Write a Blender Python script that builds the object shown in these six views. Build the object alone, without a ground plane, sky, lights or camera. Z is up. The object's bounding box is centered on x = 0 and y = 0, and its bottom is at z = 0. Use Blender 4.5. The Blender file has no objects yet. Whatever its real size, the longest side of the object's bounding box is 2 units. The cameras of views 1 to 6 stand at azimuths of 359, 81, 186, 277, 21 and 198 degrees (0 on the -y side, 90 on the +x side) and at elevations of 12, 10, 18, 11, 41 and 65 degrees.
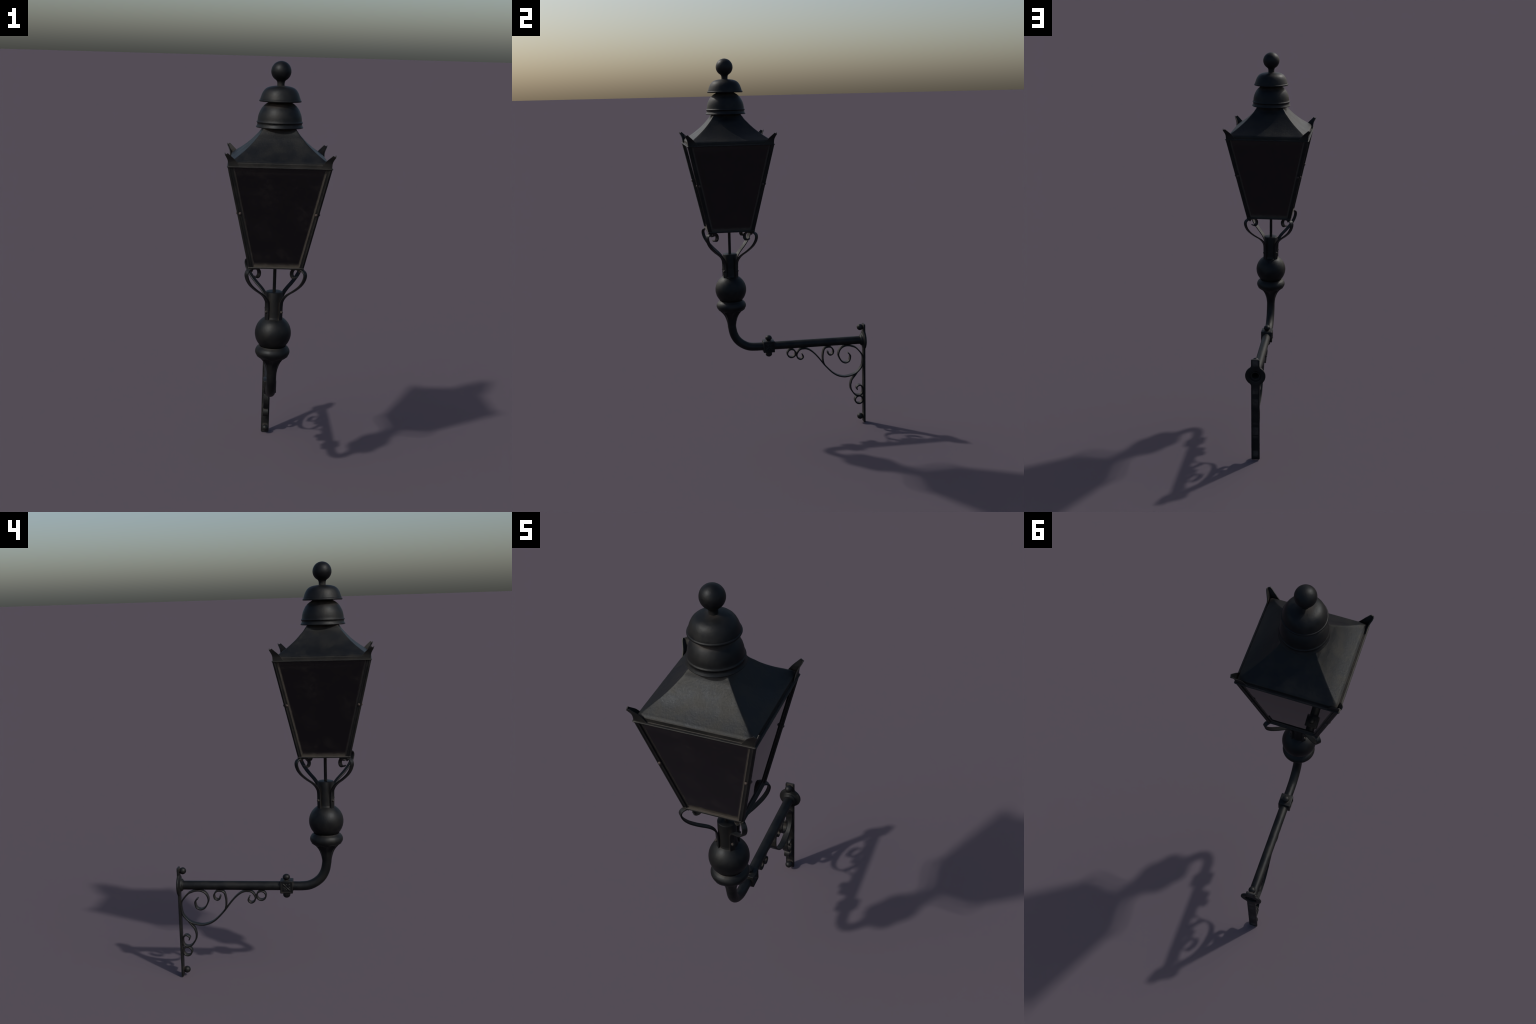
# Old street lantern on a wall bracket: a four-sided tapered lantern with ogee roof and ball
# finial, carried by strap scrolls on a ball-and-trumpet stem, a bent tube arm and a wall plate.
import bpy, bmesh, math
from mathutils import Vector, Matrix

YA = -0.2513          # the vertical axis of the lantern stands at x = 0, y = YA
ARM_Z = 0.4722        # height of the arm's centre line
TAU = math.tau


# ------------------------------------------------------------------ materials
def new_mat(name):
    m = bpy.data.materials.new(name)
    m.use_nodes = True
    nt = m.node_tree
    return m, nt, nt.nodes["Principled BSDF"]


def nd(nt, kind, **kw):
    n = nt.nodes.new(kind)
    for k, v in kw.items():
        setattr(n, k, v)
    return n


def math_node(nt, op, a, b=None, c=None, clamp=False):
    n = nd(nt, "ShaderNodeMath", operation=op, use_clamp=clamp)
    for i, v in enumerate((a, b, c)):
        if v is None:
            continue
        if isinstance(v, (int, float)):
            n.inputs[i].default_value = v
        else:
            nt.links.new(v, n.inputs[i])
    return n.outputs[0]


def ramp_node(nt, fac, lo, hi, a=0.0, b=1.0):
    n = nd(nt, "ShaderNodeMapRange", interpolation_type="SMOOTHSTEP")
    nt.links.new(fac, n.inputs[0])
    for i, v in enumerate((lo, hi, a, b)):
        n.inputs[i + 1].default_value = v
    return n.outputs[0]


def noise(nt, vec, scale, detail=4.0, rough=0.55):
    n = nd(nt, "ShaderNodeTexNoise")
    n.inputs["Scale"].default_value = scale
    n.inputs["Detail"].default_value = detail
    n.inputs["Roughness"].default_value = rough
    nt.links.new(vec, n.inputs["Vector"])
    return n.outputs["Fac"]


def mix_col(nt, fac, a, b):
    n = nd(nt, "ShaderNodeMix", data_type="RGBA")
    if isinstance(fac, (int, float)):
        n.inputs[0].default_value = fac
    else:
        nt.links.new(fac, n.inputs[0])
    for i, v in ((6, a), (7, b)):
        if isinstance(v, tuple):
            n.inputs[i].default_value = (*v, 1)
        else:
            nt.links.new(v, n.inputs[i])
    return n.outputs[2]


def paint_material(name, dark, pale, dust, rough=0.5, dust_gain=1.0, grain=1.0, ao_dist=0.03, patches=None, edge=0.5, metal=1.0, up_dust=0.0):
    """black gloss paint gone matt: cloudy tone, brown dust lying in the crevices, slightly worn edges"""
    m, nt, bs = new_mat(name)
    co = nd(nt, "ShaderNodeTexCoord").outputs["Object"]
    cloud = noise(nt, co, 17.0, 5.0, 0.6)
    fine = noise(nt, co, 130.0, 4.0, 0.6)
    col = mix_col(nt, ramp_node(nt, cloud, 0.36, 0.66), dark, pale)
    # crevice dust
    ao = nd(nt, "ShaderNodeAmbientOcclusion", samples=8)
    ao.inputs["Distance"].default_value = ao_dist
    crev = ramp_node(nt, ao.outputs["AO"], 0.25, 0.84, 1.0, 0.0)
    broken = ramp_node(nt, noise(nt, co, 45.0, 5.0, 0.65), 0.3, 0.7, 0.35, 1.0)
    geo = nd(nt, "ShaderNodeNewGeometry")
    nz = nd(nt, "ShaderNodeSeparateXYZ")
    nt.links.new(geo.outputs["Normal"], nz.inputs[0])
    mask = math_node(nt, "MULTIPLY", crev, broken)
    mask = math_node(nt, "MULTIPLY", mask, ramp_node(nt, nz.outputs[2], -0.7, 0.3, 0.12, 1.0))   # dust does not hang upside down
    mask = math_node(nt, "MULTIPLY", mask, dust_gain, clamp=True)
    if patches:
        sep = nd(nt, "ShaderNodeSeparateXYZ")
        nt.links.new(co, sep.inputs[0])
        tot = None
        for z, half in patches:
            d = math_node(nt, "ABSOLUTE", math_node(nt, "SUBTRACT", sep.outputs[2], z))
            f = ramp_node(nt, d, half * 0.45, half * 1.2, 0.72, 0.0)
            tot = f if tot is None else math_node(nt, "MAXIMUM", tot, f)
        xin = ramp_node(nt, math_node(nt, "ABSOLUTE", sep.outputs[0]), 0.010, 0.0185, 1.0, 0.0)
        tot = math_node(nt, "MULTIPLY", math_node(nt, "MULTIPLY", tot, xin), broken)
        mask = math_node(nt, "MAXIMUM", mask, tot)
        shade = None  # contact occlusion behind the scrolls, painted as dark bars across the plate's dust patches
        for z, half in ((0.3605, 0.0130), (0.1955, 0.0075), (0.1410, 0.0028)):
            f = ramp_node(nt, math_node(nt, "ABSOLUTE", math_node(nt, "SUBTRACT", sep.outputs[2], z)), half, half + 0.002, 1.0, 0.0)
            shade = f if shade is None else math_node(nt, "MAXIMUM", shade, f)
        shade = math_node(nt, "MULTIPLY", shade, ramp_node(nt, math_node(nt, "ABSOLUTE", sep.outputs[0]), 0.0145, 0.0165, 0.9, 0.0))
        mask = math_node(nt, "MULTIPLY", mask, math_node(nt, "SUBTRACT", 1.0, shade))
    if up_dust:
        up = ramp_node(nt, nz.outputs[2], 0.55, 0.95, 0.0, up_dust)
        mask = math_node(nt, "MAXIMUM", mask, up)
    col = mix_col(nt, mask, col, dust)
    # worn convex edges
    worn = ramp_node(nt, geo.outputs["Pointiness"], 0.53, 0.62, 0.0, edge)
    worn = math_node(nt, "MULTIPLY", worn, broken)
    col = mix_col(nt, worn, col, tuple(c * 2.4 for c in pale))
    nt.links.new(col, bs.inputs["Base Color"])
    r = math_node(nt, "MULTIPLY_ADD", math_node(nt, "SUBTRACT", cloud, 0.5), 0.30, rough)
    r = math_node(nt, "MULTIPLY_ADD", math_node(nt, "SUBTRACT", fine, 0.5), 0.12, r)
    r = math_node(nt, "MULTIPLY_ADD", mask, 0.3, r, clamp=True)
    nt.links.new(r, bs.inputs["Roughness"])
    bs.inputs["Specular IOR Level"].default_value = 0.3
    nt.links.new(math_node(nt, "MULTIPLY_ADD", mask, -0.85, metal, clamp=True), bs.inputs["Metallic"])
    b = nd(nt, "ShaderNodeBump")
    b.inputs["Strength"].default_value = 0.16 * grain
    b.inputs["Distance"].default_value = 0.003
    h = math_node(nt, "MULTIPLY_ADD", cloud, 0.5, math_node(nt, "MULTIPLY", fine, 0.5))
    nt.links.new(h, b.inputs["Height"])
    nt.links.new(b.outputs[0], bs.inputs["Normal"])
    return m


DUST = (0.050, 0.040, 0.033)
IRON = paint_material("black_paint_iron", (0.0165, 0.0180, 0.0195), (0.0255, 0.0262, 0.0260), DUST, 0.53, dust_gain=1.0, ao_dist=0.075, grain=1.8, metal=0.86)
ROOF = paint_material("weathered_roof_sheet", (0.0180, 0.0197, 0.0216), (0.0255, 0.0262, 0.0255), DUST, 0.53, dust_gain=0.8, grain=2.2, metal=0.87)
FRAME = paint_material("black_paint_frame", (0.0165, 0.0172, 0.0172), (0.0260, 0.0256, 0.0240), DUST, 0.55, dust_gain=0.6, edge=0.7, metal=0.70)
SILL = paint_material("dusty_frame", (0.0165, 0.0172, 0.0172), (0.0260, 0.0256, 0.0240), (0.050, 0.042, 0.035), 0.55, dust_gain=0.8, edge=0.7, up_dust=0.9, metal=0.70)
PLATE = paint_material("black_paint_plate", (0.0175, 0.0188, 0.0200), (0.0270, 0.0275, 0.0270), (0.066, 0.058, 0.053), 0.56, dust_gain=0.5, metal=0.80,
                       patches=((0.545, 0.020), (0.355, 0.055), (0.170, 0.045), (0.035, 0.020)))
STUD = paint_material("dull_rivet", (0.022, 0.019, 0.017), (0.038, 0.032, 0.028), (0.04, 0.03, 0.025), 0.6, metal=0.4)
RUST = paint_material("rusty_rivet", (0.038, 0.028, 0.024), (0.066, 0.050, 0.044), (0.05, 0.035, 0.03), 0.62, metal=0.1)

BODY_Z0, BODY_Z1, BODY_W0, BODY_W1 = 1.126, 1.566, 0.1193, 0.2147
SLOPE = (BODY_W1 - BODY_W0) / (BODY_Z1 - BODY_Z0)


def body_w(z):
    return BODY_W0 + (z - BODY_Z0) * SLOPE


def pane_material():
    """blackened glass: mirror-like, with a rim of brown dust along the frame, widest at the sill"""
    m, nt, bs = new_mat("sooty_glass")
    co = nd(nt, "ShaderNodeTexCoord").outputs["Object"]
    sep = nd(nt, "ShaderNodeSeparateXYZ")
    nt.links.new(co, sep.inputs[0])
    x, z = sep.outputs[0], sep.outputs[2]
    half = math_node(nt, "MULTIPLY_ADD", z, SLOPE, BODY_W0 - BODY_Z0 * SLOPE - 0.0175)
    side = math_node(nt, "SUBTRACT", half, math_node(nt, "ABSOLUTE", x))
    wob = math_node(nt, "MULTIPLY", math_node(nt, "SUBTRACT", noise(nt, co, 35.0, 5.0), 0.5), 0.006)
    side_n = math_node(nt, "ADD", side, math_node(nt, "MULTIPLY", wob, 0.35))
    low = math_node(nt, "ADD", math_node(nt, "SUBTRACT", z, BODY_Z0), wob)
    top = math_node(nt, "ADD", math_node(nt, "SUBTRACT", BODY_Z1, z), wob)
    f_side = math_node(nt, "POWER", ramp_node(nt, side_n, 0.0035, 0.013, 1.0, 0.0), 1.6)
    f_low = math_node(nt, "POWER", ramp_node(nt, low, 0.001, 0.026, 1.0, 0.0), 1.25)
    f_top = math_node(nt, "MULTIPLY", ramp_node(nt, top, 0.004, 0.04, 1.0, 0.0), 0.10)
    f = math_node(nt, "MAXIMUM", math_node(nt, "MAXIMUM", f_side, f_low), f_top)
    blot = ramp_node(nt, noise(nt, co, 12.0, 6.0, 0.7), 0.48, 0.78, 0.0, 0.20)
    f = math_node(nt, "ADD", f, blot, clamp=True)
    f = math_node(nt, "MULTIPLY", f, ramp_node(nt, noise(nt, co, 60.0, 4.0), 0.25, 0.65, 0.75, 1.0))
    col = mix_col(nt, f, (0.0022, 0.0020, 0.0024), (0.048, 0.042, 0.034))
    nt.links.new(col, bs.inputs["Base Color"])
    nt.links.new(math_node(nt, "MULTIPLY_ADD", f, 0.75, 0.025, clamp=True), bs.inputs["Roughness"])
    bs.inputs["Specular IOR Level"].default_value = 0.5
    return m


GLASS = pane_material()

# ------------------------------------------------------------------ object helpers
thing = bpy.data.objects.new("wall_lantern", None)
bpy.context.scene.collection.objects.link(thing)
thing.location = (0, 0.476, 0)
thing["label"] = "old black four-sided street lantern on a scrolled wall bracket"
thing["category"] = "street lamp"
BASE = Vector(thing.location)
WORLD = {thing.name: Matrix.Translation(BASE)}


def link(ob, parent=None, matrix=None):
    """place `ob` with the world matrix given, under `parent`"""
    bpy.context.scene.collection.objects.link(ob)
    parent = parent or thing
    matrix = matrix or Matrix.Identity(4)
    ob.parent = parent
    ob.matrix_parent_inverse = Matrix.Identity(4)
    ob.matrix_basis = WORLD[parent.name].inverted() @ matrix
    WORLD[ob.name] = matrix
    return ob


AXIS = Matrix.Translation((0, YA, 0))


def quarter(k):
    return AXIS @ Matrix.Rotation(k * TAU / 4, 4, "Z")


def finish(bm, name, mat, angle=35):
    bmesh.ops.recalc_face_normals(bm, faces=bm.faces)
    me = bpy.data.meshes.new(name)
    bm.to_mesh(me)
    bm.free()
    me.materials.append(mat)
    me.shade_smooth()
    if angle is not None:
        me.set_sharp_from_angle(angle=math.radians(angle))
    return me


def add(bm, name, mat, parent=None, matrix=None, angle=35):
    return link(bpy.data.objects.new(name, finish(bm, name, mat, angle)), parent, matrix)


def spline(pts, per=8, closed=False):
    """Catmull-Rom (centripetal-ish) through 2D or 3D points"""
    P = [Vector(p) for p in pts]
    n = len(P)
    out = []
    for i in range(n if closed else n - 1):
        if closed:
            a, b, c, d = P[i - 1], P[i], P[(i + 1) % n], P[(i + 2) % n]
        else:
            b, c = P[i], P[i + 1]
            a = P[i - 1] if i else b * 2 - c
            d = P[i + 2] if i + 2 < n else c * 2 - b
        for k in range(per):
            t = k / per
            out.append(0.5 * (2 * b + (c - a) * t + (2 * a - 5 * b + 4 * c - d) * t * t + (3 * b - a - 3 * c + d) * t ** 3))
    if not closed:
        out.append(P[-1])
    return out


def lathe(bm, profile, seg=64, place=None, radius_mod=None):
    """revolve (r, h) points about the local z axis; r = 0 closes the end"""
    place = place or Matrix.Identity(4)
    rings = []
    for r, h in profile:
        if r < 1e-6:
            rings.append([bm.verts.new(place @ Vector((0, 0, h)))])
        else:
            ring = []
            for i in range(seg):
                a = i * TAU / seg
                rr = r if radius_mod is None else radius_mod(r, h, a)
                ring.append(bm.verts.new(place @ Vector((rr * math.cos(a), rr * math.sin(a), h))))
            rings.append(ring)
    for A, B in zip(rings, rings[1:]):
        for i in range(seg):
            j = (i + 1) % seg
            if len(A) == 1 and len(B) == 1:
                continue
            if len(A) == 1:
                bm.faces.new((A[0], B[j], B[i]))
            elif len(B) == 1:
                bm.faces.new((A[i], A[j], B[0]))
            else:
                bm.faces.new((A[i], A[j], B[j], B[i]))
    return rings


def sphere_arc(r, zc, a0, a1, n=16):
    """points of a sphere profile from elevation a0 to a1 (degrees)"""
    return [(r * math.cos(math.radians(a0 + (a1 - a0) * i / n)), zc + r * math.sin(math.radians(a0 + (a1 - a0) * i / n))) for i in range(n + 1)]


def ribbon(bm, path, thick, width, to3d, closed=False, taper=None):
    """flat bar bent along a 2D path; `to3d(a, b, side)` puts it into space"""
    n = len(path)
    c = min(thick, width) * 0.22
    section = [(thick / 2 - c, -width / 2), (thick / 2, -width / 2 + c), (thick / 2, width / 2 - c), (thick / 2 - c, width / 2),
               (-thick / 2 + c, width / 2), (-thick / 2, width / 2 - c), (-thick / 2, -width / 2 + c), (-thick / 2 + c, -width / 2)]
    rings = []
    for i, p in enumerate(path):
        q0 = path[i - 1] if (i or closed) else p
        q1 = path[(i + 1) % n] if (i < n - 1 or closed) else p
        t = (q1 - q0).normalized()
        nrm = Vector((-t[1], t[0]))
        k = taper(i / (n - 1)) if taper else 1.0
        rings.append([bm.verts.new(to3d(p[0] + nrm[0] * o * k, p[1] + nrm[1] * o * k, s)) for o, s in section])
    m = len(section)
    for i in range(n if closed else n - 1):
        A, B = rings[i], rings[(i + 1) % n]
        for j in range(m):
            bm.faces.new((A[j], A[(j + 1) % m], B[(j + 1) % m], B[j]))
    if not closed:
        bm.faces.new(rings[0])
        bm.faces.new(rings[-1][::-1])


def box(bm, size, centre, bevel=0.0, segments=2):
    g = bmesh.ops.create_cube(bm, size=1.0, matrix=Matrix.Translation(centre) @ Matrix.Diagonal((*size, 1)))
    if bevel:
        edges = list({e for v in g["verts"] for e in v.link_edges})
        bmesh.ops.bevel(bm, geom=edges, offset=bevel, segments=segments, profile=0.5, affect="EDGES")


def square_loft(bm, levels, corner=0.004, nside=10, ncorner=3, cap_top=True, cap_bottom=True):
    """square rings of half width w at height z, corners rounded"""
    rings = []
    for w, z, *cr in levels:
        c = min(cr[0] if cr else corner, w * 0.5)
        ring = []
        for k in range(4):
            rot = Matrix.Rotation(k * TAU / 4, 3, "Z")
            for i in range(nside):                      # the straight side, front first
                x = -(w - c) + 2 * (w - c) * i / nside
                ring.append(rot @ Vector((x, -w, z)))
            for i in range(ncorner):                    # the rounded corner after it
                a = -TAU / 4 + (TAU / 4) * i / ncorner
                ring.append(rot @ Vector((w - c + c * math.cos(a), -(w - c) + c * math.sin(a), z)))
        rings.append([bm.verts.new(p) for p in ring])
    for A, B in zip(rings, rings[1:]):
        for i in range(len(A)):
            j = (i + 1) % len(A)
            bm.faces.new((A[i], A[j], B[j], B[i]))
    if cap_bottom:
        bm.faces.new(rings[0][::-1])
    if cap_top:
        bm.faces.new(rings[-1])
    return rings


# ------------------------------------------------------------------ wall plate
PLATE_BACK, PLATE_FRONT = 0.481, 0.4712
DISC_R, DISC_Z, PL_W, PL_TOP = 0.0515, 0.4735, 0.0215, 0.5630


def plate_outline():
    """half outline (right side, bottom to top): straight bar, fillet, round boss, fillet, bar"""
    def fillet(sign):
        f = 0.016                                          # fillet radius
        xc = PL_W + f
        zc = math.sqrt((DISC_R + f) ** 2 - xc ** 2)
        a_disc = math.atan2(zc, xc)
        arc = [(xc - f * math.cos(b), zc - f * math.sin(b)) for b in [a_disc * i / 6 for i in range(7)]]
        return arc, a_disc
    arc, a = fillet(1)
    rc = 0.006
    low = [(PL_W - rc + rc * math.sin(t), rc - rc * math.cos(t)) for t in [TAU / 4 * i / 5 for i in range(6)]]
    bar_low = [(PL_W, z) for z in (0.05, 0.1, 0.15, 0.2, 0.25, 0.3, 0.35)]
    f_low = [(x, DISC_Z - z) for x, z in arc]
    disc = [(DISC_R * math.cos(-a + 2 * a * i / 24), DISC_Z + DISC_R * math.sin(-a + 2 * a * i / 24)) for i in range(1, 24)]
    f_up = [(x, DISC_Z + z) for x, z in arc[::-1]]
    up = [(PL_W - rc + rc * math.cos(t), PL_TOP - rc + rc * math.sin(t)) for t in [TAU / 4 * i / 5 for i in range(6)]]
    return low + bar_low + f_low + disc + f_up + up


def build_plate():
    bm = bmesh.new()
    right = plate_outline()
    outer = right + [(-x, z) for x, z in right[::-1]]
    hole = [(0.029 * math.cos(TAU * i / 48), DISC_Z + 0.029 * math.sin(TAU * i / 48)) for i in range(48)]
    edges = []
    for loop in (outer, hole):
        vs = [bm.verts.new((x, PLATE_BACK, z)) for x, z in loop]
        edges += [bm.edges.new((vs[i], vs[(i + 1) % len(vs)])) for i in range(len(vs))]
    bmesh.ops.triangle_fill(bm, use_beauty=True, use_dissolve=False, edges=edges)
    flat = list(bm.faces)
    ext = bmesh.ops.extrude_face_region(bm, geom=flat)
    for v in ext["geom"]:
        if isinstance(v, bmesh.types.BMVert):
            v.co.y = PLATE_FRONT
    bmesh.ops.recalc_face_normals(bm, faces=bm.faces)
    rim = [e for e in bm.edges if len(e.link_faces) == 2 and e.calc_face_angle(0) > 1.2]
    bmesh.ops.bevel(bm, geom=rim, offset=0.0022, segments=2, profile=0.5, affect="EDGES")
    # flange that takes the tube: a dished boss with a raised ring
    place = Matrix.Translation((0, 0, DISC_Z)) @ Matrix.Rotation(TAU / 4, 4, "X")   # local z -> -y
    prof = [(0.0215, -0.4700), (0.0300, -0.4700), (0.0420, -0.4716), (0.0490, -0.4708), (0.0470, -0.4696), (0.0400, -0.4682), (0.0335, -0.4660),
            (0.0312, -0.4640), (0.0306, -0.4615), (0.0304, -0.4590), (0.0292, -0.4575), (0.0270, -0.4568), (0.0250, -0.4556), (0.0236, -0.4530), (0.0215, -0.4525)]
    lathe(bm, [(r, -h * -1) for r, h in prof], 48, place)
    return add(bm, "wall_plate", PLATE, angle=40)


plate = build_plate()


def knob_mesh():
    """ball-headed bolt, axis along -y, base on the plate"""
    bm = bmesh.new()
    place = Matrix.Rotation(TAU / 4, 4, "X")
    prof = [(0.0115, -0.003), (0.0112, 0.002)] + [(r, h) for r, h in sphere_arc(0.0173, 0.0162, -48, 90, 14)]
    prof[-1] = (0.0, prof[-1][1])
    lathe(bm, prof, 32, place)
    return finish(bm, "plate_knob", IRON)


kmesh = knob_mesh()
for z in (0.5452, 0.0333):
    link(bpy.data.objects.new("plate_knob", kmesh), plate, Matrix.Translation((0, PLATE_FRONT, z)))


# ------------------------------------------------------------------ arm tube with its bend, hollow at the wall
def sweep(bm, path, radius, seg=40):
    """round tube along a path in the x = 0 plane (points are (y, z))"""
    rings = []
    n = len(path)
    for i, p in enumerate(path):
        t = (path[min(i + 1, n - 1)] - path[max(i - 1, 0)]).normalized()
        nrm = Vector((-t[1], t[0]))
        r = radius(i / (n - 1)) if callable(radius) else radius
        rings.append([bm.verts.new((r * math.cos(a), p[0] + nrm[0] * r * math.sin(a), p[1] + nrm[1] * r * math.sin(a)))
                      for a in [TAU * k / seg for k in range(seg)]])
    for A, B in zip(rings, rings[1:]):
        for i in range(seg):
            j = (i + 1) % seg
            bm.faces.new((A[i], A[j], B[j], B[i]))
    return rings


def build_arm():
    bm = bmesh.new()
    straight = [Vector((y, ARM_Z)) for y in (0.4735, 0.44, 0.35, 0.25, 0.15, 0.05, -0.05)]
    bend = spline([(-0.085, ARM_Z), (-0.122, ARM_Z), (-0.1600, 0.4757), (-0.1890, 0.4878), (-0.2130, 0.5052), (-0.2300, 0.5252), (-0.2430, 0.5530), (-0.2496, 0.5850), (YA, 0.6120)], 6)
    path = straight + bend
    rings = sweep(bm, path, 0.0221)
    # hollow end at the wall
    last = rings[0]
    for y, r in ((0.4735, 0.0178), (0.40, 0.0175)):
        ring = [bm.verts.new((r * math.cos(a), y, ARM_Z + r * math.sin(a) * -1)) for a in [TAU * k / 40 for k in range(40)]]
        for i in range(40):
            j = (i + 1) % 40
            bm.faces.new((last[i], last[j], ring[j], ring[i]))
        last = ring
    bm.faces.new(last)
    return add(bm, "arm_tube", IRON, angle=45)


arm = build_arm()


# ------------------------------------------------------------------ clamp block on the arm
def build_collar():
    bm = bmesh.new()
    h, cy = 0.0305, -0.0553
    g = bmesh.ops.create_cube(bm, size=2 * h, matrix=Matrix.Translation((0, cy, ARM_Z)))
    for sgn in (-1, 1):
        f = next(f for f in bm.faces if f.normal.x * sgn > 0.9)
        bmesh.ops.inset_individual(bm, faces=[f], thickness=0.0068, depth=0.0)
        bmesh.ops.inset_individual(bm, faces=[f], thickness=0.0012, depth=-0.0034)
    rim = [e for e in bm.edges if all(abs(abs(v.co.x) - h) < 1e-5 and abs(abs(v.co.y - cy) - h) < 1e-5 and abs(abs(v.co.z - ARM_Z) - h) < 1e-5 for v in e.verts)]
    bmesh.ops.bevel(bm, geom=rim, offset=0.0028, segments=3, profile=0.5, affect="EDGES")
    return add(bm, "clamp_block", IRON, angle=40)


collar = build_collar()


def rosette_mesh():
    """four-petalled flower cast in the sunken panel, facing +x"""
    bm = bmesh.new()
    for k in range(4):
        a = TAU / 8 + k * TAU / 4
        m = Matrix.Rotation(a, 4, "X") @ Matrix.Translation((0, 0.0138, 0)) @ Matrix.Diagonal((0.0036, 0.0122, 0.0042, 1))
        bmesh.ops.create_uvsphere(bm, u_segments=16, v_segments=10, radius=1.0, matrix=m)
        m = Matrix.Rotation(a + TAU / 8, 4, "X") @ Matrix.Translation((0, 0.0130, 0)) @ Matrix.Diagonal((0.0020, 0.0040, 0.0026, 1))
        bmesh.ops.create_uvsphere(bm, u_segments=12, v_segments=8, radius=1.0, matrix=m)
    bmesh.ops.create_uvsphere(bm, u_segments=16, v_segments=10, radius=1.0, matrix=Matrix.Diagonal((0.0044, 0.0040, 0.0040, 1)))
    return finish(bm, "rosette", IRON)


rmesh = rosette_mesh()
for k in (0, 1):
    link(bpy.data.objects.new("rosette", rmesh), collar, Matrix.Translation((0, -0.0553, ARM_Z)) @ Matrix.Rotation(k * TAU / 2, 4, "Z") @ Matrix.Translation((0.0305 - 0.0032, 0, 0)))


def collar_knob_mesh():
    bm = bmesh.new()
    prof = [(0.0112, 0.028), (0.0106, 0.0305), (0.0109, 0.0325), (0.0135, 0.0358)]
    prof += [(0.0180 * math.cos(a), 0.0443 + 0.0155 * math.sin(a)) for a in [math.radians(-22 + 112 * i / 12) for i in range(13)]]
    prof[-1] = (0.0, prof[-1][1])
    lathe(bm, spline(prof[:5], 3)[:-1] + prof[4:], 32)
    return finish(bm, "clamp_knob", IRON)


ckm = collar_knob_mesh()
for k in (0, 1):
    link(bpy.data.objects.new("clamp_knob", ckm), collar, Matrix.Translation((0, -0.0540, ARM_Z)) @ Matrix.Rotation(k * TAU / 2, 4, "X"))

# ------------------------------------------------------------------ scrollwork (in the plane x = 0, points are (y, z))
BAR_T, BAR_W = 0.0070, 0.0280


def yz(a, b, s):
    return Vector((s, a, b))


def bar(name, pts, parent, per=4, closed=False, taper=None, width=BAR_W):
    bm = bmesh.new()
    ribbon(bm, spline(pts, per, closed), BAR_T, width, yz, closed, taper)
    return add(bm, name, IRON, parent, angle=28)


def snub(t):
    """ends of a bar are forged slightly thinner, then blunt"""
    e = min(t, 1 - t)
    return 0.75 + 0.25 * min(1.0, e / 0.04)


MAIN = [(0.3830, 0.4065), (0.3935, 0.3975), (0.3990, 0.3850), (0.3935, 0.3610), (0.3800, 0.3515), (0.3670, 0.3500), (0.3500, 0.3590), (0.3375, 0.3790),
        (0.3315, 0.4010), (0.3415, 0.4290), (0.3640, 0.4445), (0.3900, 0.4462), (0.4150, 0.4390), (0.4330, 0.4290), (0.4600, 0.3980), (0.4688, 0.3780), (0.4690, 0.3550),
        (0.4620, 0.3210), (0.4340, 0.2895), (0.4050, 0.2760), (0.3700, 0.2700), (0.3450, 0.2740), (0.3200, 0.2835), (0.2905, 0.3050), (0.2530, 0.3455),
        (0.2215, 0.3870), (0.1940, 0.4180), (0.1700, 0.4370), (0.1520, 0.4445), (0.1385, 0.4458), (0.1240, 0.4447), (0.1110, 0.4375), (0.0990, 0.4175),
        (0.1000, 0.4040), (0.1060, 0.3930), (0.1185, 0.3868), (0.1290, 0.3910), (0.1340, 0.3990), (0.1330, 0.4080), (0.1270, 0.4180)]
scroll = bar("scroll_bracket", MAIN, None, 3, taper=snub)
BRANCH_UP = [(0.2560, 0.3425), (0.2500, 0.3520), (0.2450, 0.3700), (0.2435, 0.3880), (0.2445, 0.4080), (0.2500, 0.4330), (0.2580, 0.4420), (0.2690, 0.4455), (0.2830, 0.4455), (0.2940, 0.4400),
             (0.3030, 0.4260), (0.3020, 0.4130), (0.2980, 0.4050), (0.2860, 0.3995), (0.2760, 0.4050), (0.2730, 0.4120), (0.2725, 0.4220)]
bar("scroll_branch", BRANCH_UP, scroll, 3, taper=snub)
BRANCH_DOWN = [(0.4370, 0.2905), (0.4280, 0.2790), (0.4170, 0.2650), (0.4060, 0.2500), (0.3990, 0.2250), (0.3995, 0.2060), (0.4040, 0.1910), (0.4200, 0.1670), (0.4320, 0.1592), (0.4458, 0.1566),
               (0.4590, 0.1610), (0.4670, 0.1720), (0.4688, 0.1860), (0.4672, 0.1990), (0.4610, 0.2100), (0.4540, 0.2145), (0.4460, 0.2143), (0.4370, 0.2080), (0.4335, 0.2010), (0.4370, 0.1900)]
bar("scroll_branch", BRANCH_DOWN, scroll, 3, taper=snub)


def ring_points(cy, cz, r, n=16):
    return [(cy + r * math.cos(TAU * i / n), cz + r * math.sin(TAU * i / n)) for i in range(n)]


bar("scroll_ring", ring_points(0.0698, 0.4232, 0.0225), scroll, 2, True)
bar("scroll_ring", ring_points(0.4470, 0.1315, 0.0220), scroll, 2, True)

# ------------------------------------------------------------------ stem: fluted trumpet, collar bead, ball, socket
BALL_R, BALL_Z = 0.0818, 0.7968


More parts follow.
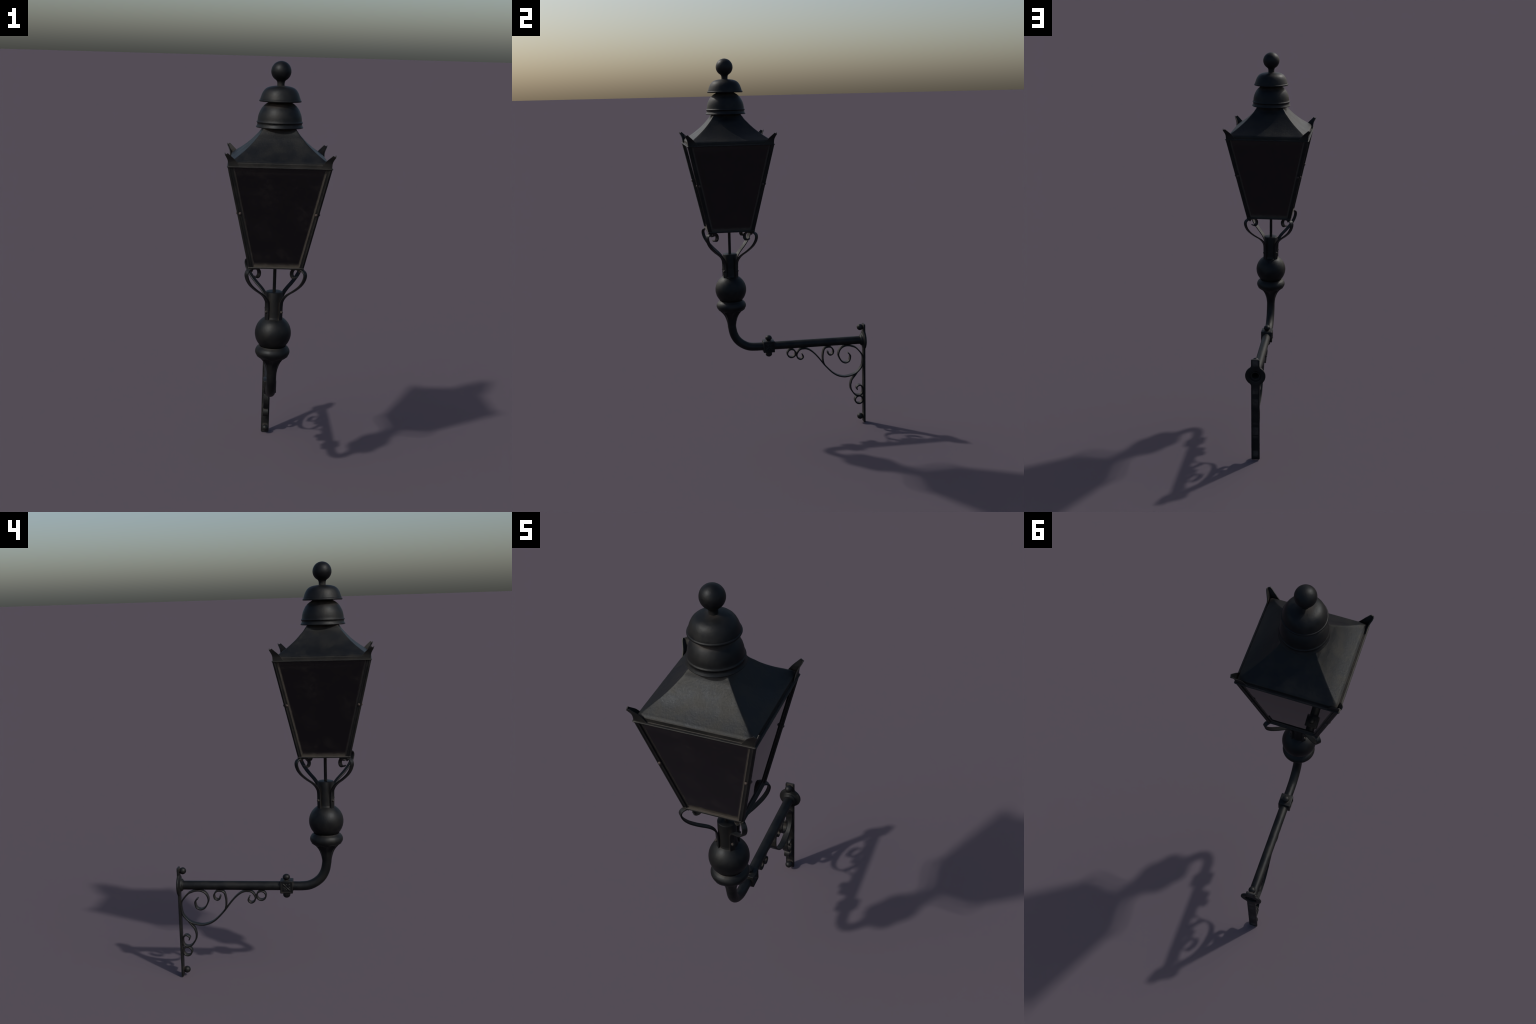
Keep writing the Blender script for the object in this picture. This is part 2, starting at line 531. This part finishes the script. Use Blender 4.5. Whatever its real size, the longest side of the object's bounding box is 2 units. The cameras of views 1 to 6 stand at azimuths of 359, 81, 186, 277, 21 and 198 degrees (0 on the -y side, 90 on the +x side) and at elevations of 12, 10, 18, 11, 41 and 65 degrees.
def trumpet_mod(r, h, a):
    """eight hollow flutes, arched where they run up under the bead"""
    lobe = abs(math.cos(4 * a + math.pi / 2))               # 0 on the ridges, 1 mid-flute
    head = 0.6790 + 0.0100 * (lobe ** 0.9)                   # arched flute heads
    top = max(0.0, min(1.0, (head - h) / 0.0030))
    low = max(0.0, min(1.0, (h - 0.615) / 0.05))
    depth = 0.0098 * top * top * (3 - 2 * top) * low
    lip = 0.0021 * min(1.0, lobe * 2.0) * math.exp(-((h - head - 0.0022) / 0.0020) ** 2)
    return r + lip - depth * lobe ** 0.75 * (r / 0.055)


def build_stem():
    bm = bmesh.new()
    low = spline([(0.0221, 0.590), (0.0226, 0.600), (0.0239, 0.610), (0.0262, 0.6215), (0.0322, 0.6405), (0.0385, 0.654), (0.0460, 0.6645), (0.0560, 0.6755), (0.0655, 0.6850), (0.0725, 0.6930), (0.0768, 0.7005), (0.0785, 0.7090),
                  (0.0768, 0.7185), (0.0715, 0.7275), (0.0650, 0.7335), (0.0600, 0.7378)], 14)
    prof = [tuple(p) for p in low]
    lathe(bm, prof, 160, radius_mod=trumpet_mod)
    return add(bm, "fluted_trumpet", IRON, matrix=AXIS, angle=60)


stem = build_stem()
bm = bmesh.new()
prof = sphere_arc(BALL_R, BALL_Z, -52, 63, 40)
lathe(bm, [(0, prof[0][1])] + prof + [(0.02, prof[-1][1])], 72)
add(bm, "stem_ball", IRON, stem, AXIS, angle=50)
bm = bmesh.new()
lathe(bm, [(0.0405, 0.8600), (0.0400, 0.8695), (0.0383, 0.8725), (0.0376, 0.8780), (0.0376, 0.93), (0.0376, 0.9860), (0.0368, 0.9885), (0.0350, 0.9897), (0.018, 0.9900), (0.0, 0.9900)], 64)
socket = add(bm, "socket", IRON, matrix=AXIS, angle=35)
bm = bmesh.new()
lathe(bm, [(0.0074, 0.985), (0.0074, 1.122)], 24)
add(bm, "centre_rod", IRON, matrix=AXIS)

# ------------------------------------------------------------------ four strap scrolls that carry the lantern
STRAP = [(0.0434, 0.8640), (0.0434, 0.8900), (0.0434, 0.9150), (0.0440, 0.9330), (0.0460, 0.9480), (0.0525, 0.9610), (0.0620, 0.9735), (0.0750, 0.9855), (0.0920, 0.9975), (0.1100, 1.0090),
         (0.1305, 1.0240), (0.1525, 1.0430), (0.1700, 1.0655), (0.1785, 1.0865), (0.1784, 1.1010), (0.1715, 1.1100), (0.1590, 1.1150), (0.1450, 1.1160), (0.1250, 1.1152), (0.1115, 1.1095),
         (0.1030, 1.1000), (0.1010, 1.0870), (0.1055, 1.0775), (0.1130, 1.0735), (0.1225, 1.0745), (0.1300, 1.0800)]
bm = bmesh.new()
ribbon(bm, spline(STRAP, 4), 0.0064, 0.0210, lambda r, z, s: Vector((r, s, z)), taper=snub)
strap_mesh = finish(bm, "support_strap", IRON, 30)


def rivet_mesh(name, r, high, mat):
    bm = bmesh.new()
    prof = [(r, -0.003), (r, 0.0005)] + [(r * math.cos(a), 0.0005 + high * math.sin(a)) for a in [math.radians(90 * i / 6) for i in range(1, 7)]]
    prof[-1] = (0.0, prof[-1][1])
    lathe(bm, prof, 20)
    return finish(bm, name, mat, 50)


strap_rivet = rivet_mesh("strap_rivet", 0.0066, 0.0086, STUD)
strap_bolt = rivet_mesh("strap_bolt", 0.0064, 0.0110, RUST)
for k in range(4):
    q = quarter(k) @ Matrix.Rotation(TAU / 8, 4, "Z")
    s = link(bpy.data.objects.new("support_strap", strap_mesh), None, q)
    link(bpy.data.objects.new("strap_rivet", strap_rivet), s, q @ Matrix.Translation((0.0464, 0, 0.9022)) @ Matrix.Rotation(TAU / 4, 4, "Y"))
    link(bpy.data.objects.new("strap_bolt", strap_bolt), s, q @ Matrix.Translation((0.1475, 0, 1.1130)) @ Matrix.Rotation(TAU / 2, 4, "Y"))

# ------------------------------------------------------------------ lantern body
bm = bmesh.new()
square_loft(bm, [(0.1175, 1.1194), (0.1205, 1.1203), (0.1212, 1.1225), (0.1210, 1.1252), (0.1198, 1.1266), (0.1090, 1.1272)], 0.004, 4, 3)
lathe(bm, [(0.020, 1.1200), (0.0195, 1.1172), (0.0120, 1.1165), (0.0070, 1.1165)], 32)
base = add(bm, "base_tray", SILL, matrix=AXIS, angle=40)

POST, RECESS = 0.0178, 0.0080


def post_mesh():
    """angle-iron corner post at the front right: two flat leaves, rounded arris, shallow bead along the corner"""
    bm = bmesh.new()
    # section in the plane of the corner: u runs inward along the front face, v along the side face
    half = [(POST, RECESS + 0.004), (POST, 0.0009), (POST - 0.0009, 0.0002), (0.0100, 0.0004), (0.0090, 0.0), (0.0078, -0.0011), (0.0060, -0.0018), (0.0042, -0.0012), (0.0028, -0.0001), (0.0012, 0.0005)]
    sec = half + [(v, u) for u, v in half[::-1]]
    rings = []
    for i in range(9):
        z = BODY_Z0 + (BODY_Z1 + 0.004 - BODY_Z0) * i / 8
        w = body_w(z)
        rings.append([bm.verts.new((w - u, -w + v, z)) for u, v in sec])
    n = len(sec)
    for A, B in zip(rings, rings[1:]):
        for i in range(n):
            j = (i + 1) % n
            bm.faces.new((A[i], A[j], B[j], B[i]))
    return finish(bm, "corner_post", FRAME, 30)


def pane_mesh():
    """front pane: a thin sheet leaning with the frame, tucked behind the posts"""
    bm = bmesh.new()
    pts = []
    for y_in in (RECESS, RECESS + 0.003):
        for z in (BODY_Z0 + 0.0005, BODY_Z1 + 0.003):
            w = body_w(z)
            h = w - RECESS - 0.0020 + (RECESS - y_in)
            pts += [bm.verts.new((-h, -w + y_in, z)), bm.verts.new((h, -w + y_in, z))]
    a, b, c, d, e, f, g, h = pts
    for q in ((a, b, d, c), (f, e, g, h), (b, a, e, f), (c, d, h, g), (a, c, g, e), (d, b, f, h)):
        bm.faces.new(q)
    return finish(bm, "glass_pane", GLASS, 20)


pm, gm = post_mesh(), pane_mesh()
frame_rivet = rivet_mesh("frame_rivet", 0.0060, 0.0052, RUST)
tilt = math.atan(SLOPE)
for k in range(4):
    q = quarter(k)
    p = link(bpy.data.objects.new("corner_post", pm), None, q)
    link(bpy.data.objects.new("glass_pane", gm), None, q)
    w = body_w(1.369)
    # a rivet head in each leaf
    link(bpy.data.objects.new("frame_rivet", frame_rivet), p, q @ Matrix.Translation((w - 0.0118, -w, 1.369)) @ Matrix.Rotation(TAU / 4 + tilt, 4, "X"))
    link(bpy.data.objects.new("frame_rivet", frame_rivet), p, q @ Matrix.Translation((w, -w + 0.0118, 1.369)) @ Matrix.Rotation(TAU / 4 + tilt, 4, "Y"))

# ------------------------------------------------------------------ eave moulding and roof
bm = bmesh.new()
square_loft(bm, [(0.2050, 1.5668), (0.2150, 1.5662), (0.2176, 1.5666), (0.2190, 1.5682), (0.2190, 1.5702), (0.2178, 1.5718), (0.2150, 1.5726), (0.2118, 1.5727), (0.2104, 1.5712), (0.2084, 1.5710),
                 (0.2072, 1.5725), (0.2070, 1.5760), (0.2070, 1.5800), (0.2070, 1.5838), (0.2067, 1.5852), (0.2059, 1.5864), (0.2045, 1.5876), (0.1990, 1.5900)], 0.006, 24, 4)
eave = add(bm, "eave_moulding", FRAME, matrix=AXIS, angle=35)

ROOF_PROFILE = [(0.0660, 1.7260), (0.0690, 1.7200), (0.0725, 1.7140), (0.0776, 1.7068), (0.0855, 1.6945), (0.0985, 1.6795), (0.1132, 1.6628), (0.1336, 1.6430),
                (0.1600, 1.6208), (0.1885, 1.6003), (0.1985, 1.5936), (0.2052, 1.5882)]
bm = bmesh.new()
levels = [(p[0], p[1], 0.004 + 0.012 * max(0.0, (p[0] - 0.16) / 0.05) ** 2) for p in spline(ROOF_PROFILE, 5)]
levels.append((0.2046, 1.5868, 0.014))
square_loft(bm, levels[::-1], 0.004, 24, 4, cap_top=True, cap_bottom=False)
roof = add(bm, "roof", ROOF, matrix=AXIS, angle=38)


# ------------------------------------------------------------------ corner horns: two flared leaves meeting on the corner
def corner_out(z):
    """how far the horn's arris stands out at height z"""
    pts = [(1.5700, 0.2143), (1.5800, 0.2145), (1.5900, 0.2153), (1.5960, 0.2165), (1.6015, 0.2183), (1.6110, 0.2230), (1.6195, 0.2278), (1.6275, 0.2298)]
    for (z0, c0), (z1, c1) in zip(pts, pts[1:]):
        if z <= z1 or z1 == pts[-1][0]:
            return c0 + (c1 - c0) * (z - z0) / (z1 - z0)


def horn_mesh():
    bm = bmesh.new()
    inner = spline([(0.1640, 1.5705), (0.1725, 1.5810), (0.1810, 1.5925), (0.1905, 1.6038), (0.2042, 1.6165), (0.2157, 1.6273)], 4)
    n, m = len(inner), 8
    z_corner = [1.5705 + (1.6207 - 1.5705) * i / (n - 1) for i in range(n)]

    def sheet(off):
        grid = []
        for i in range(n):
            row = []
            zc = z_corner[i]
            c = corner_out(zc) - off
            for j in range(-m, m + 1):
                s = abs(j) / m
                z = zc + (inner[i][1] - zc) * s
                lat = c + (inner[i][0] - c) * s
                out = corner_out(z) - off
                row.append(bm.verts.new((lat, -out, z) if j <= 0 else (out, -lat, z)))
            grid.append(row)
        return grid

    A, B = sheet(0.0), sheet(0.0032)
    for i in range(n - 1):
        for j in range(2 * m):
            bm.faces.new((A[i][j], A[i][j + 1], A[i + 1][j + 1], A[i + 1][j]))
            bm.faces.new((B[i][j], B[i + 1][j], B[i + 1][j + 1], B[i][j + 1]))
        bm.faces.new((A[i][0], A[i + 1][0], B[i + 1][0], B[i][0]))
        bm.faces.new((A[i][-1], B[i][-1], B[i + 1][-1], A[i + 1][-1]))
    for j in range(2 * m):
        bm.faces.new((A[-1][j], A[-1][j + 1], B[-1][j + 1], B[-1][j]))
        bm.faces.new((A[0][j], B[0][j], B[0][j + 1], A[0][j + 1]))
    return finish(bm, "corner_horn", FRAME, 40)


hm = horn_mesh()
for k in range(4):
    link(bpy.data.objects.new("corner_horn", hm), None, quarter(k))

# ------------------------------------------------------------------ chimney caps and finial
bm = bmesh.new()
outer = [(0.0650, 1.7200), (0.0960, 1.7186), (0.0992, 1.7184), (0.1016, 1.7196), (0.1024, 1.7218), (0.1010, 1.7244), (0.0982, 1.7285), (0.0968, 1.7320), (0.0965, 1.7362), (0.0974, 1.7386),
         (0.0992, 1.7404), (0.0998, 1.7424), (0.0990, 1.7446), (0.0966, 1.7464), (0.0957, 1.7490), (0.0951, 1.7560), (0.0934, 1.7670), (0.0904, 1.7785), (0.0857, 1.7898), (0.0790, 1.8015),
         (0.0701, 1.8118), (0.0595, 1.8205), (0.0480, 1.8275), (0.0380, 1.8335), (0.0340, 1.8400), (0.0, 1.8405)]
lathe(bm, [(0, 1.7195)] + outer, 80)
dome = add(bm, "lower_dome", IRON, matrix=AXIS, angle=40)
bm = bmesh.new()
cap = [(0.0, 1.8340), (0.0780, 1.8335), (0.0845, 1.8300), (0.0872, 1.8284), (0.0896, 1.8290), (0.0908, 1.8312), (0.0908, 1.8336), (0.0901, 1.8358), (0.0884, 1.8374), (0.0868, 1.8381), (0.0865, 1.8400), (0.0854, 1.8440), (0.0834, 1.8500),
       (0.0808, 1.8580), (0.0779, 1.8650), (0.0740, 1.8722), (0.0690, 1.8790), (0.0625, 1.8848), (0.0550, 1.8890), (0.0460, 1.8922), (0.0350, 1.8946), (0.0250, 1.8958), (0.0180, 1.8966), (0.0, 1.8970)]
lathe(bm, cap, 80)
add(bm, "upper_cap", IRON, dome, AXIS, angle=40)
bm = bmesh.new()
prof = [(0.0160, 1.8930), (0.0159, 1.9020), (0.0161, 1.9085), (0.0176, 1.9148), (0.0215, 1.9196)] + sphere_arc(0.0432, 1.9568, -49, 90, 24)
prof[-1] = (0.0, 2.0)
lathe(bm, prof, 64)
add(bm, "ball_finial", IRON, dome, AXIS, angle=60)
